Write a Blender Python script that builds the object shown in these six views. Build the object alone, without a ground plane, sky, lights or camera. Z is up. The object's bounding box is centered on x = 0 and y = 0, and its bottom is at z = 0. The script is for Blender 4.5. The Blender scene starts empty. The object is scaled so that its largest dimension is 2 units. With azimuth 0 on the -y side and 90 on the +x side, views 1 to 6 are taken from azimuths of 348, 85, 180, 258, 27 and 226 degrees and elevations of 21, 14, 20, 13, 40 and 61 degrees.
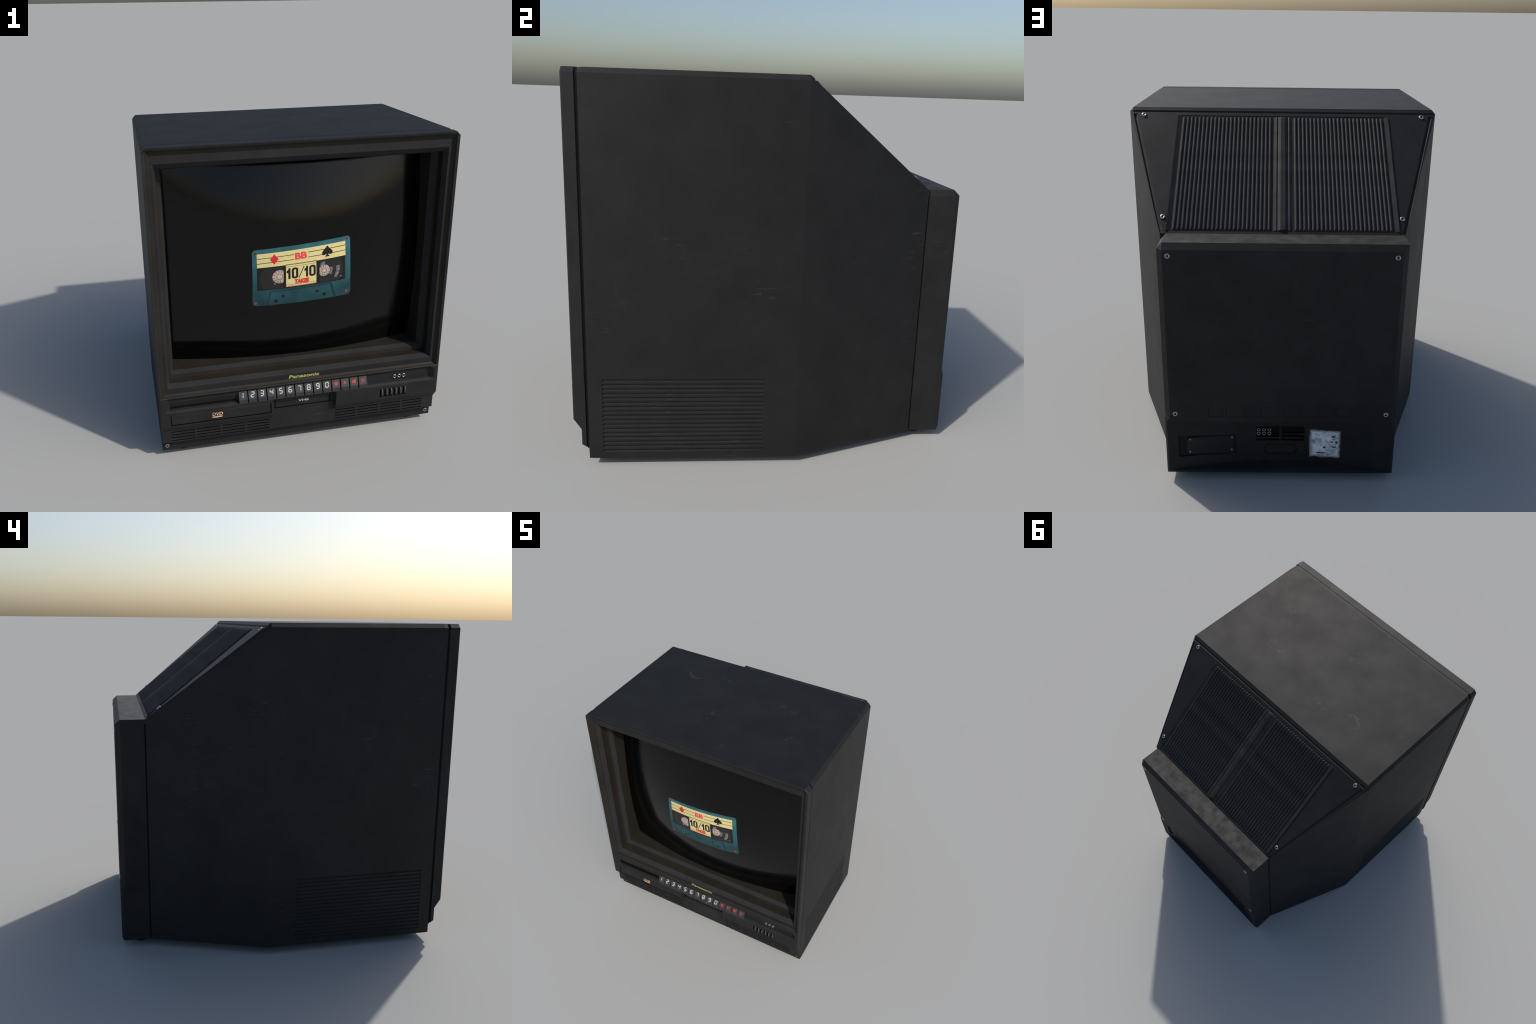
import bpy, bmesh, math, random
from mathutils import Vector, Matrix
random.seed(7)

# ------------------------------------------------------------------ materials
def new_mat(name):
    m = bpy.data.materials.new(name)
    m.use_nodes = True
    nt = m.node_tree
    b = nt.nodes["Principled BSDF"]
    return m, nt, b

def N(nt, typ, **kw):
    n = nt.nodes.new(typ)
    for k, v in kw.items():
        if k in n.inputs:
            n.inputs[k].default_value = v
        else:
            setattr(n, k, v)
    return n

def ramp(nt, src, p0, p1, c0=(0, 0, 0, 1), c1=(1, 1, 1, 1)):
    r = nt.nodes.new("ShaderNodeValToRGB")
    r.color_ramp.elements[0].position = p0
    r.color_ramp.elements[1].position = p1
    r.color_ramp.elements[0].color = c0
    r.color_ramp.elements[1].color = c1
    nt.links.new(src, r.inputs[0])
    return r

def mixc(nt, fac, a, b, blend='MIX'):
    m = nt.nodes.new("ShaderNodeMix")
    m.data_type = 'RGBA'
    m.blend_type = blend
    for sock, v in ((m.inputs[0], fac), (m.inputs[6], a), (m.inputs[7], b)):
        if hasattr(v, "is_output"):
            nt.links.new(v, sock)
        else:
            sock.default_value = v
    return m.outputs[2]

def math_n(nt, op, a, b=None, clamp=False):
    m = nt.nodes.new("ShaderNodeMath")
    m.operation = op
    m.use_clamp = clamp
    for i, v in enumerate((a, b)):
        if v is None:
            continue
        if hasattr(v, "is_output"):
            nt.links.new(v, m.inputs[i])
        else:
            m.inputs[i].default_value = v
    return m.outputs[0]

def rgba(r, g, b):
    return (r, g, b, 1)

def plastic(name, col, rough=0.5, spec=0.5, mottling=0.35, scratch=0.5, wear=0.6, mot_scale=5.0):
    """moulded black plastic: cloudy mottling, short pale scuffs, rubbed edges, fine grain"""
    m, nt, b = new_mat(name)
    L = nt.links
    tc = N(nt, "ShaderNodeTexCoord").outputs["Object"]
    n1 = N(nt, "ShaderNodeTexNoise", Scale=mot_scale, Detail=7.0, Roughness=0.65)
    L.new(tc, n1.inputs["Vector"])
    lo = tuple(c * (1 - mottling) for c in col) + (1,)
    hi = tuple(c * (1 + mottling) for c in col) + (1,)
    c = ramp(nt, n1.outputs[0], 0.33, 0.67, lo, hi).outputs[0]
    # scuffs: small stretched flecks gathered in a few patches
    mp = N(nt, "ShaderNodeMapping")
    mp.inputs["Scale"].default_value = (11, 13, 95)
    mp.inputs["Rotation"].default_value = (0.5, 0.35, 0.4)
    L.new(tc, mp.inputs[0])
    n2 = N(nt, "ShaderNodeTexNoise", Scale=1.0, Detail=3.0, Roughness=0.6)
    L.new(mp.outputs[0], n2.inputs["Vector"])
    s = ramp(nt, n2.outputs[0], 0.615, 0.70).outputs[0]
    n3 = N(nt, "ShaderNodeTexNoise", Scale=3.1, Detail=3.0)
    L.new(tc, n3.inputs["Vector"])
    p = ramp(nt, n3.outputs[0], 0.55, 0.66).outputs[0]
    sc = math_n(nt, 'MULTIPLY', math_n(nt, 'MULTIPLY', s, p), scratch)
    pale = rgba(*(min(1, x * 3.2 + 0.03) for x in col))
    c = mixc(nt, sc, c, pale)
    # rubbed edges
    if wear > 0:
        bev = N(nt, "ShaderNodeBevel", Radius=0.006)
        bev.samples = 4
        geo = N(nt, "ShaderNodeNewGeometry")
        dot = N(nt, "ShaderNodeVectorMath", operation='DOT_PRODUCT')
        L.new(bev.outputs[0], dot.inputs[0])
        L.new(geo.outputs["Normal"], dot.inputs[1])
        e = math_n(nt, 'SUBTRACT', 1.0, dot.outputs["Value"])
        n4 = N(nt, "ShaderNodeTexNoise", Scale=14.0, Detail=4.0)
        L.new(tc, n4.inputs["Vector"])
        e = math_n(nt, 'MULTIPLY', ramp(nt, e, 0.02, 0.2).outputs[0], ramp(nt, n4.outputs[0], 0.35, 0.75).outputs[0])
        e = math_n(nt, 'MULTIPLY', e, wear)
        c = mixc(nt, e, c, rgba(*(x * 2.2 + 0.012 for x in col)))
    L.new(c, b.inputs["Base Color"])
    rr = ramp(nt, n1.outputs[0], 0.3, 0.7, rgba(rough + .03, 0, 0), rgba(rough - .03, 0, 0))
    sep = N(nt, "ShaderNodeSeparateColor")
    L.new(rr.outputs[0], sep.inputs[0])
    L.new(sep.outputs[0], b.inputs["Roughness"])
    b.inputs["Specular IOR Level"].default_value = spec
    g = N(nt, "ShaderNodeTexNoise", Scale=260.0, Detail=2.0)
    L.new(tc, g.inputs["Vector"])
    bp = N(nt, "ShaderNodeBump", Strength=0.06, Distance=0.002)
    L.new(g.outputs[0], bp.inputs["Height"])
    L.new(bp.outputs[0], b.inputs["Normal"])
    return m

def plain(name, col, rough=0.5, metal=0.0, spec=0.5, var=0.0, scale=40.0):
    m, nt, b = new_mat(name)
    if var > 0:
        tc = N(nt, "ShaderNodeTexCoord").outputs["Object"]
        n = N(nt, "ShaderNodeTexNoise", Scale=scale, Detail=5.0)
        nt.links.new(tc, n.inputs["Vector"])
        r = ramp(nt, n.outputs[0], 0.3, 0.7, rgba(*(x * (1 - var) for x in col)), rgba(*(x * (1 + var) for x in col)))
        nt.links.new(r.outputs[0], b.inputs["Base Color"])
    else:
        b.inputs["Base Color"].default_value = rgba(*col)
    b.inputs["Roughness"].default_value = rough
    b.inputs["Metallic"].default_value = metal
    b.inputs["Specular IOR Level"].default_value = spec
    return m

BASE = (0.0085, 0.0085, 0.0089)
M_SHELL = plastic("black_plastic", BASE, rough=0.66, spec=0.34, scratch=0.6, mottling=0.28)
M_REAR = plastic("black_plastic_rear", BASE, rough=0.66, spec=0.34, mottling=0.4, scratch=0.25)
M_RIB = plastic("grille_plastic", (0.0130, 0.0128, 0.0126), rough=0.66, spec=0.34, mottling=0.65, scratch=0.1, wear=0.3, mot_scale=11)  # base lifted above the shell's to brighten the sun-facing rib flanks
M_LEDGE = plastic("dusty_ledge_plastic", (0.0215, 0.0205, 0.0192), rough=0.66, spec=0.34, mottling=0.85, scratch=0.2, mot_scale=15)
M_FRONT = plastic("front_plastic", (0.0092, 0.0092, 0.0098), rough=0.62, spec=0.34, scratch=0.35)
M_EDGE = plastic("pale_bezel_step", (0.0195, 0.0195, 0.0203), rough=0.6, spec=0.34, mottling=0.2, scratch=0.3, wear=0.3)
M_BROWN = plastic("dusty_brown_recess", (0.0150, 0.0122, 0.0084), rough=0.65, spec=0.25, mottling=0.2, scratch=0.1, wear=0.0)
M_GAP = plain("dark_gap", (0.003, 0.003, 0.0035), rough=0.7, spec=0.15)
M_RECESS = plain("recess_plastic", (0.0052, 0.0052, 0.0056), rough=0.7, spec=0.25, var=0.2)
M_GAPB = plain("dusty_slot", (0.0075, 0.0062, 0.0045), rough=0.8, spec=0.1)
M_GLOSSDARK = plastic("smoked_window", (0.004, 0.0045, 0.005), rough=0.3, spec=0.4, mottling=0.3, scratch=0.5, wear=0)
M_BUTTON = plastic("button_plastic", (0.033, 0.033, 0.033), rough=0.5, spec=0.35, mottling=0.35, scratch=0.5, wear=1.0, mot_scale=20)
M_WHEEL = plastic("thumb_wheel_plastic", (0.055, 0.052, 0.047), rough=0.5, spec=0.35, mottling=0.3, scratch=0.4, wear=0.8, mot_scale=25)  # colour lightened to show the lit crescent on each wheel rim
M_WHITE = plain("white_print", (0.52, 0.52, 0.52), rough=0.5, var=0.25, scale=60)
M_RED = plain("red_print", (0.42, 0.024, 0.024), rough=0.5, var=0.1)
M_LOGO = plain("yellow_green_print", (0.37, 0.37, 0.11), rough=0.4)
M_DISCLOGO = plain("copper_print", (0.55, 0.36, 0.23), rough=0.4, var=0.5, scale=50)
M_TAPELOGO = plain("silver_print", (0.45, 0.45, 0.45), rough=0.4)
M_STEEL = plain("steel", (0.27, 0.28, 0.30), rough=0.42, metal=1.0)
M_SCREW = plain("screw_steel", (0.36, 0.36, 0.37), rough=0.35, metal=1.0, var=0.3, scale=90)
M_RUBBER = plain("rubber", (0.006, 0.006, 0.006), rough=0.8, spec=0.2)
M_TEAL = plain("tape_teal", (0.026, 0.098, 0.115), rough=0.35, spec=0.2, var=0.28, scale=9)
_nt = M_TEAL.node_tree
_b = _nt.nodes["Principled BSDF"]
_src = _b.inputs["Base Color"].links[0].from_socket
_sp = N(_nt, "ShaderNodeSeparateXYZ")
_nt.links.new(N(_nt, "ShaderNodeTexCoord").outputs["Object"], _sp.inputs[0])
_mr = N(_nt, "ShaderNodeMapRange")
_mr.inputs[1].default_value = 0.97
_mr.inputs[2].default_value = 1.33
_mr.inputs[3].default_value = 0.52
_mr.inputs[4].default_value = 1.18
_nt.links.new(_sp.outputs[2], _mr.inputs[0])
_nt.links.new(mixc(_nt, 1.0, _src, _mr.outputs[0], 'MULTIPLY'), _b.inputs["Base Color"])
M_TEALD = plain("tape_teal_shade", (0.009, 0.034, 0.04), rough=0.35, spec=0.2)
M_CREAM = plain("tape_cream", (0.66, 0.56, 0.25), rough=0.4, spec=0.2, var=0.06)
M_INK = plain("tape_ink", (0.012, 0.012, 0.014), rough=0.4, spec=0.2)
M_WINDOW = plain("tape_window", (0.013, 0.013, 0.013), rough=0.35, spec=0.2)
M_WINDOW2 = plain("tape_reel_dark", (0.022, 0.022, 0.022), rough=0.35, spec=0.2)
M_DIAM = plain("tape_red", (0.60, 0.028, 0.03), rough=0.4, spec=0.2)
M_PINK = plain("tape_pink_red", (0.68, 0.072, 0.08), rough=0.4, spec=0.2)
M_DOT = plain("tape_dark_red", (0.16, 0.010, 0.013), rough=0.4, spec=0.2, var=0.3, scale=6)
M_HUB = plain("tape_hub", (0.42, 0.335, 0.28), rough=0.4, spec=0.2, var=0.25, scale=25)
M_HUBD = plain("tape_hub_line", (0.06, 0.05, 0.045), rough=0.4, spec=0.2)
M_GLARE = plain("tape_glare", (0.16, 0.16, 0.17), rough=0.4, spec=0.2, var=0.6, scale=30)

# geometry of the picture tube face (metres)
ZC, HZ, HX = 1.1825, 0.6075, 0.787
def screen_y(x, z):
    u = x / HX
    v = (z - ZC) / HZ
    uu = u * u * (1.11 - 0.11 * u * u)
    vv = v * v * (1.03 - 0.03 * v * v)
    return -0.905 + 0.152 * uu + 0.102 * vv - 0.060 * uu * vv

def screen_material():
    m, nt, b = new_mat("picture_tube_glass")
    L = nt.links
    tc = N(nt, "ShaderNodeTexCoord").outputs["Object"]
    n = N(nt, "ShaderNodeTexNoise", Scale=5.0, Detail=6.0)
    L.new(tc, n.inputs["Vector"])
    rr = ramp(nt, n.outputs[0], 0.35, 0.7, rgba(.10, .10, .10), rgba(.17, .17, .17))
    L.new(rr.outputs[0], b.inputs["Roughness"])
    b.inputs["Base Color"].default_value = (0.0009, 0.0009, 0.0009, 1)
    b.inputs["Specular IOR Level"].default_value = 0.28
    return m
M_SCREEN = screen_material()

def sticker_material():
    """white paper, greyed by abrasion, rubbed away towards its edges"""
    m, nt, b = new_mat("worn_paper_label")
    L = nt.links
    tc = N(nt, "ShaderNodeTexCoord").outputs["Object"]
    sp = N(nt, "ShaderNodeSeparateXYZ")
    L.new(tc, sp.inputs[0])
    u = math_n(nt, 'ABSOLUTE', math_n(nt, 'DIVIDE', math_n(nt, 'ADD', sp.outputs[0], 0.2525), 0.090))
    v = math_n(nt, 'ABSOLUTE', math_n(nt, 'DIVIDE', math_n(nt, 'SUBTRACT', sp.outputs[2], 0.2085), 0.094))
    d = math_n(nt, 'MAXIMUM', u, v)
    n = N(nt, "ShaderNodeTexNoise", Scale=19.0, Detail=9.0, Roughness=0.7)
    L.new(tc, n.inputs["Vector"])
    e = math_n(nt, 'ADD', d, math_n(nt, 'MULTIPLY', math_n(nt, 'SUBTRACT', n.outputs[0], 0.5), 0.55))
    edge = ramp(nt, e, 0.78, 1.0)
    c = ramp(nt, n.outputs[0], 0.34, 0.57, rgba(0.11, 0.115, 0.125), rgba(0.80, 0.82, 0.86))
    c = mixc(nt, edge.outputs[0], c.outputs[0], rgba(0.015, 0.0155, 0.017))
    L.new(c, b.inputs["Base Color"])
    b.inputs["Roughness"].default_value = 0.7
    return m
M_STICKER = sticker_material()
M_LABELINK = plain("faded_label_ink", (0.045, 0.046, 0.05), rough=0.7, var=0.7, scale=70)

# ------------------------------------------------------------------ helpers
COL = bpy.context.scene.collection
root = bpy.data.objects.new("television", None)
root.empty_display_size = 0.2
root["label"] = "boxy black retro CRT television with cassette picture on screen"
root["category"] = "television"
COL.objects.link(root)

def add(name, bm, mats, parent=root, smooth=False, stuff=False):
    me = bpy.data.meshes.new(name)
    bm.normal_update()
    bm.to_mesh(me)
    bm.free()
    for mt in (mats if isinstance(mats, (list, tuple)) else [mats]):
        me.materials.append(mt)
    if smooth:
        for p in me.polygons:
            p.use_smooth = True
    ob = bpy.data.objects.new(name, me)
    COL.objects.link(ob)
    ob.parent = parent
    if stuff:
        ob["kind"] = "stuff"
    return ob

def instance(ob, name, parent, loc=(0, 0, 0), rot=None):
    o = ob.copy()
    o.name = name
    COL.objects.link(o)
    o.parent = parent
    o.location = loc
    if rot is not None:
        o.rotation_euler = rot
    return o

def bm_box(bm, x0, x1, y0, y1, z0, z1, mi=0):
    vs = [bm.verts.new((x, y, z)) for x in (x0, x1) for y in (y0, y1) for z in (z0, z1)]
    fs = []
    for a, b_, c, d in ((0, 1, 3, 2), (4, 6, 7, 5), (0, 4, 5, 1), (2, 3, 7, 6), (0, 2, 6, 4), (1, 5, 7, 3)):
        f = bm.faces.new((vs[a], vs[b_], vs[c], vs[d]))
        f.material_index = mi
        fs.append(f)
    return vs, fs

def bevel_all(bm, w, seg=1):
    bmesh.ops.recalc_face_normals(bm, faces=bm.faces)
    ed = [e for e in bm.edges if len(e.link_faces) == 2 and e.calc_face_angle(0) > 0.3]
    bmesh.ops.bevel(bm, geom=ed, offset=w, segments=seg, affect='EDGES', profile=0.5)

def box_ob(name, x0, x1, y0, y1, z0, z1, mat, parent=root, bev=0.0, seg=1):
    bm = bmesh.new()
    bm_box(bm, x0, x1, y0, y1, z0, z1)
    if bev:
        bevel_all(bm, bev, seg)
    bmesh.ops.recalc_face_normals(bm, faces=bm.faces)
    return add(name, bm, mat, parent)

def hull(points):
    bm = bmesh.new()
    for p in points:
        bm.verts.new(p)
    r = bmesh.ops.convex_hull(bm, input=bm.verts)
    junk = [g for g in r["geom_interior"] + r["geom_unused"] if isinstance(g, bmesh.types.BMVert)]
    if junk:
        bmesh.ops.delete(bm, geom=list(set(junk)), context='VERTS')
    bmesh.ops.dissolve_limit(bm, angle_limit=0.002, verts=bm.verts, edges=bm.edges)
    bmesh.ops.recalc_face_normals(bm, faces=bm.faces)
    return bm

def cut(ob, bm_cutter, cutter_mat=None):
    """boolean difference, applied; faces left by the cutter take the cutter's material"""
    bmesh.ops.recalc_face_normals(bm_cutter, faces=bm_cutter.faces)
    c = add("cutter", bm_cutter, cutter_mat or ob.data.materials[0])
    md = ob.modifiers.new("cut", 'BOOLEAN')
    md.object = c
    md.operation = 'DIFFERENCE'
    md.solver = 'EXACT'
    md.material_mode = 'TRANSFER'
    dg = bpy.context.evaluated_depsgraph_get()
    me = bpy.data.meshes.new_from_object(ob.evaluated_get(dg), depsgraph=dg)
    old = ob.data
    ob.modifiers.clear()
    ob.data = me
    me.name = ob.name
    bpy.data.objects.remove(c)
    return ob

def extrude_poly(bm, pts, y0, y1, mi=0):
    """pts: (x, z) outline, counter-clockwise seen from the front (-y)"""
    a = [bm.verts.new((x, y0, z)) for x, z in pts]
    b_ = [bm.verts.new((x, y1, z)) for x, z in pts]
    n = len(pts)
    fs = [bm.faces.new(a), bm.faces.new(b_[::-1])]
    for i in range(n):
        j = (i + 1) % n
        fs.append(bm.faces.new((a[j], a[i], b_[i], b_[j])))
    for f in fs:
        f.material_index = mi
    return fs

def text_mesh(body, size, shear=0.0, offset=0.0, extrude=0.001, align='CENTER', res=4):
    cu = bpy.data.curves.new("txt", 'FONT')
    cu.body = body
    cu.size = size
    cu.shear = shear
    cu.offset = offset
    cu.extrude = extrude
    cu.align_x = align
    cu.align_y = 'CENTER'
    cu.resolution_u = res
    o = bpy.data.objects.new("txt", cu)
    COL.objects.link(o)
    dg = bpy.context.evaluated_depsgraph_get()
    me = bpy.data.meshes.new_from_object(o.evaluated_get(dg), depsgraph=dg)
    bpy.data.objects.remove(o)
    bpy.data.curves.remove(cu)
    return me

def fit_text(body, w, h, depth, **kw):
    """text mesh in the x-z plane facing -y, scaled to exactly w x h, centred"""
    me = text_mesh(body, 1.0, **kw)
    xs = [v.co.x for v in me.vertices]
    ys = [v.co.y for v in me.vertices]
    zs = [v.co.z for v in me.vertices]
    cx, cy = (min(xs) + max(xs)) / 2, (min(ys) + max(ys)) / 2
    sx, sy = w / (max(xs) - min(xs)), h / (max(ys) - min(ys))
    zr = max(zs) - min(zs)
    for v in me.vertices:
        x, y, z = v.co
        v.co = ((x - cx) * sx, -(z - min(zs)) / zr * depth, (y - cy) * sy)
    return me

# ------------------------------------------------------------------ cabinet
X0, ZB, ZT = 0.899, 0.0445, 1.971
XT, ZS = 0.877, 1.9475            # top chamfer
YG = -0.9085                      # front edge of the cabinet
YM, YS, YR = 0.142, 0.161, 0.826  # end of the top, start of the slope, foot of the slope
ZS1, ZR = 1.9555, 1.418
XR = 0.6365
XF = 0.640                         # half width at the foot of the taper

def taper_x(y):                   # half width of the tapering rear part
    return X0 + (XF - X0) * (y - YM) / (YR - YM)

b = 0.010                         # soft front edge
pts = []
for s in (-1, 1):
    for y, i in ((YG, 0.003), (YG + 0.024, 0.0)):
        pts += [(s * (X0 - i), y, ZB), (s * (X0 - i), y, ZS - i * .4), (s * (XT - i * .4), y, ZT - i)]
    pts += [(s * X0, YM, ZB), (s * X0, YM, ZS), (s * XT, YM, ZT), (s * XT, YS, ZS1),
            (s * XF, YR, ZB), (s * XF, YR, ZR)]
cab = add("cabinet", hull(pts), M_SHELL)
bm = bmesh.new()
bm_box(bm, -0.868, 0.868, -1.2, -0.55, 0.13, 1.93)
cut(cab, bm, M_GAP)
# side louvres: long slots milled in both flanks
bm = bmesh.new()
VY0, VY1 = -0.838, -0.029
nl = 17
for i in range(nl):
    z = 0.0862 + i * 0.0240
    for s in (-1, 1):
        h = 0.0062
        prof = [(h * 1.25, X0 + 0.001), (h * 0.55, X0 - 0.006), (-h * 0.55, X0 - 0.006), (-h * 1.25, X0 + 0.001)]
        va = [bm.verts.new((s * x, VY0, z + dz)) for dz, x in prof]
        vb = [bm.verts.new((s * x, VY1, z + dz)) for dz, x in prof]
        bm.faces.new(va)
        bm.faces.new(vb[::-1])
        for k in range(4):
            bm.faces.new((va[k], vb[k], vb[(k + 1) % 4], va[(k + 1) % 4]))
cut(cab, bm, M_SHELL)

# ------------------------------------------------------------------ rear slope panel
S0 = Vector((0, YS, ZS1))
S1 = Vector((0, YR, ZR))
SD = (S1 - S0)
SL = SD.length
SD = SD / SL
SN = Vector((0, -SD.z, SD.y)) * (1 if -SD.z > 0 else -1)
if SN.z < 0:
    SN = -SN
def slope_matrix(h=0.0):
    """local x = world x, local y = down the slope, local z = out of the slope"""
    o = S0 + SN * h
    # right-handed: x, SD, SN -> use -x so that axes stay right handed
    return Matrix(((-1, SD.x, SN.x, o.x), (0, SD.y, SN.y, o.y), (0, SD.z, SN.z, o.z), (0, 0, 0, 1)))
SM = slope_matrix()
GX, GS0, GS1 = 0.610, 0.037, 0.840
# v-groove round the panel, and the shallow tray of the grille, cut in the cabinet
def slope_pt(x, s, h):
    return S0 + SD * s + SN * h + Vector((x, 0, 0))
def groove(bm, xa, sa, xb, sb, w, d):
    a = Vector((xa, sa)); c = Vector((xb, sb))
    t = (c - a).normalized()
    n = Vector((-t.y, t.x))
    ring = []
    for p in (a, c):
        ring.append([bm.verts.new(slope_pt(p.x + n.x * o, p.y + n.y * o, h)) for o, h in ((-w * 1.2, 0.002), (w * 1.2, 0.002), (0, -d))])
    bm.faces.new(ring[0]); bm.faces.new(ring[1][::-1])
    for k in range(3):
        bm.faces.new((ring[0][k], ring[1][k], ring[1][(k + 1) % 3], ring[0][(k + 1) % 3]))
bm = bmesh.new()
for s in (-1, 1):
    groove(bm, s * 0.8630, 0.028, s * 0.6385, 0.848, 0.0125, 0.0085)
cut(cab, bm, M_SHELL)
bm = bmesh.new()
groove(bm, -0.880, 0.0075, 0.880, 0.0075, 0.008, 0.007)
cut(cab, bm, M_SHELL)
bm = bmesh.new()
gr = []
for h, i in ((0.0015, -0.004), (-0.0020, 0.004)):
    gr.append([bm.verts.new(slope_pt(x, s, h)) for x, s in ((-GX + i, GS0 + i * .3), (GX - i, GS0 + i * .3), (GX - i, GS1 - i * .3), (-GX + i, GS1 - i * .3))])
bm.faces.new(gr[0]); bm.faces.new(gr[1][::-1])
for k in range(4):
    bm.faces.new((gr[0][k], gr[1][k], gr[1][(k + 1) % 4], gr[0][(k + 1) % 4]))
cut(cab, bm, M_SHELL)

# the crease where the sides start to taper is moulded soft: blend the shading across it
def soften_taper(ob):
    me = ob.data
    ta = math.atan2(X0 - XF, YR - YM)
    nrm = [None] * len(me.loops)
    for p in me.polygons:
        n = p.normal.copy()
        side = None
        if abs(n.z) < 0.01 and abs(n.x) > 0.9:
            c = p.center
            xs = X0 if c.y < YM else taper_x(c.y)
            if abs(abs(c.x) - xs) < 0.0015:
                side = 1 if c.x > 0 else -1
        for li in p.loop_indices:
            if side is None:
                nrm[li] = n
                continue
            y = me.vertices[me.loops[li].vertex_index].co.y
            if c.y < YM:
                a = ta * 0.36 * min(1, max(0, (y - YG) / (YM - YG)))
            else:
                a = ta * (0.64 + 0.36 * min(1, max(0, (y - YM) / (YR - YM))))
            nrm[li] = Vector((side * math.cos(a), math.sin(a), 0))
    for p in me.polygons:
        p.use_smooth = True
    me.normals_split_custom_set(nrm)
# divider: stepped ridge down the middle
def ridge(bm, prof, s0, s1, chamfer=0.0):
    """prof: (x, h) open outline on the slope; ends slope down over `chamfer`"""
    n = len(prof)
    hb = min(h for _, h in prof)
    rows = []
    for s, k in ((s0, 0.0), (s0 + chamfer, 1.0), (s1 - chamfer, 1.0), (s1, 0.0)):
        rows.append([bm.verts.new(slope_pt(x, s, hb + (h - hb) * k)) for x, h in prof])
    for a, c in zip(rows, rows[1:]):
        for i in range(n - 1):
            bm.faces.new((a[i], a[i + 1], c[i + 1], c[i]))
    bmesh.ops.remove_doubles(bm, verts=bm.verts, dist=1e-6)
    bmesh.ops.recalc_face_normals(bm, faces=bm.faces)
H0 = -0.0022
bm = bmesh.new()
ridge(bm, [(-0.0535, H0), (-0.035, 0.0030), (-0.030, -0.0002), (-0.0125, 0.0062), (0.0125, 0.0062), (0.030, -0.0002), (0.035, 0.0030), (0.0535, H0)], GS0 + .004, GS1 - .004, 0.006)
divider = add("grille_divider", bm, M_RIB)
# slanted trim strips closing the grille at either side
for s in (-1, 1):
    bm = bmesh.new()
    ridge(bm, [(s * .585, H0), (s * .6105, 0.0045), (s * .6125, 0.0045), (s * .6135, H0)], GS0 + .001, GS1 - .001, 0.003)
    add("grille_trim", bm, M_RIB)
# ribs
NR = 23
first = None
xs0, xs1 = 0.0600, 0.583
for s in (-1, 1):
    for i in range(NR):
        x = s * (xs0 + (xs1 - xs0) * (i + 0.5) / NR)
        if first is None:
            bm = bmesh.new()
            w = 0.0094
            ridge(bm, [(-w, H0), (-w * .25, 0.0040), (w * .25, 0.0040), (w, H0)], GS0 + 0.007, GS1 - 0.007, 0.009)
            first = add("grille_rib", bm, M_RIB)
            first.location.x = x
        else:
            instance(first, "grille_rib", root, (x, 0, 0))

# ------------------------------------------------------------------ rear box
YB = 1.0
pts = []
cz = 1.389
for s in (-1, 1):
    ins = 0.0 if s < 0 else 0.028
    zs = ZR if s < 0 else cz
    for y in (0.80, 0.970):
        pts += [(s * XR, y, 0.39), (s * XR, y, zs), (s * (XR - ins), y, ZR)]
    pts += [(s * 0.607, YB, cz), (s * 0.607, YB, 0.39)]
box = add("rear_box", hull(pts), M_REAR)
# row of eight shallow vent pockets
bm = bmesh.new()
pk = []
for base in (0.395, -0.014):
    for i in range(4):
        xa = base - i * 0.0965
        pk.append((xa - 0.088, xa))
for xa, xb in pk:
    r0 = [(xa - .004, 0.416), (xb + .004, 0.416), (xb + .004, 0.482), (xa - .004, 0.482)]
    r1 = [(xa + .001, 0.421), (xb - .001, 0.421), (xb - .001, 0.476), (xa + .001, 0.476)]
    a = [bm.verts.new((x, YB + .001, z)) for x, z in r0]
    c = [bm.verts.new((x, YB - .0042, z)) for x, z in r1]
    bm.faces.new(a); bm.faces.new(c[::-1])
    for k in range(4):
        bm.faces.new((a[k], a[(k + 1) % 4], c[(k + 1) % 4], c[k]))
cut(box, bm, M_REAR)

# lower service panel, hollowed by a concave bay that is deepest in the middle
pts = []
for s in (-1, 1):
    pts += [(s * XR, 0.80, ZB), (s * XR, 0.80, 0.42), (s * (XR + .0005), 0.988, ZB), (s * (XR + .0005), 0.988, 0.388), (s * (XR + .0005), 0.973, 0.41),
            (s * 0.626, YB + .0006, 0.062), (s * 0.626, YB + .0006, 0.385), (s * 0.608, YB - .003, 0.412), (s * 0.626, 0.990, ZB)]
svc = add("service_panel", hull(pts), M_REAR)
BAY, BX = 0.068, 0.620
def bay_y(x):
    return YB - BAY * max(0.0, 1 - (x / BX) ** 2)
bm = bmesh.new()
rows = []
for k in range(41):
    x = -BX + 2 * BX * k / 40
    y = bay_y(x) - (0.0004 if abs(x) < BX - .001 else 0)
    d = YB - y
    rows.append([bm.verts.new(p) for p in ((x, 1.05, 0.052), (x, y, 0.064 + d * .32), (x, y, 0.388 - d * .05), (x, 1.05, 0.392))])
for a, c in zip(rows, rows[1:]):
    for q in range(4):
        bm.faces.new((a[q], a[(q + 1) % 4], c[(q + 1) % 4], c[q]))
bm.faces.new(rows[0]); bm.faces.new(rows[-1][::-1])
cut(svc, bm, M_REAR)

def bend(bm):
    """parts drawn against y = 0 are laid on the curved back of the bay"""
    for v in bm.verts:
        v.co.y += bay_y(v.co.x)
    return bm
YC2 = bay_y(0.07)
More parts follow.
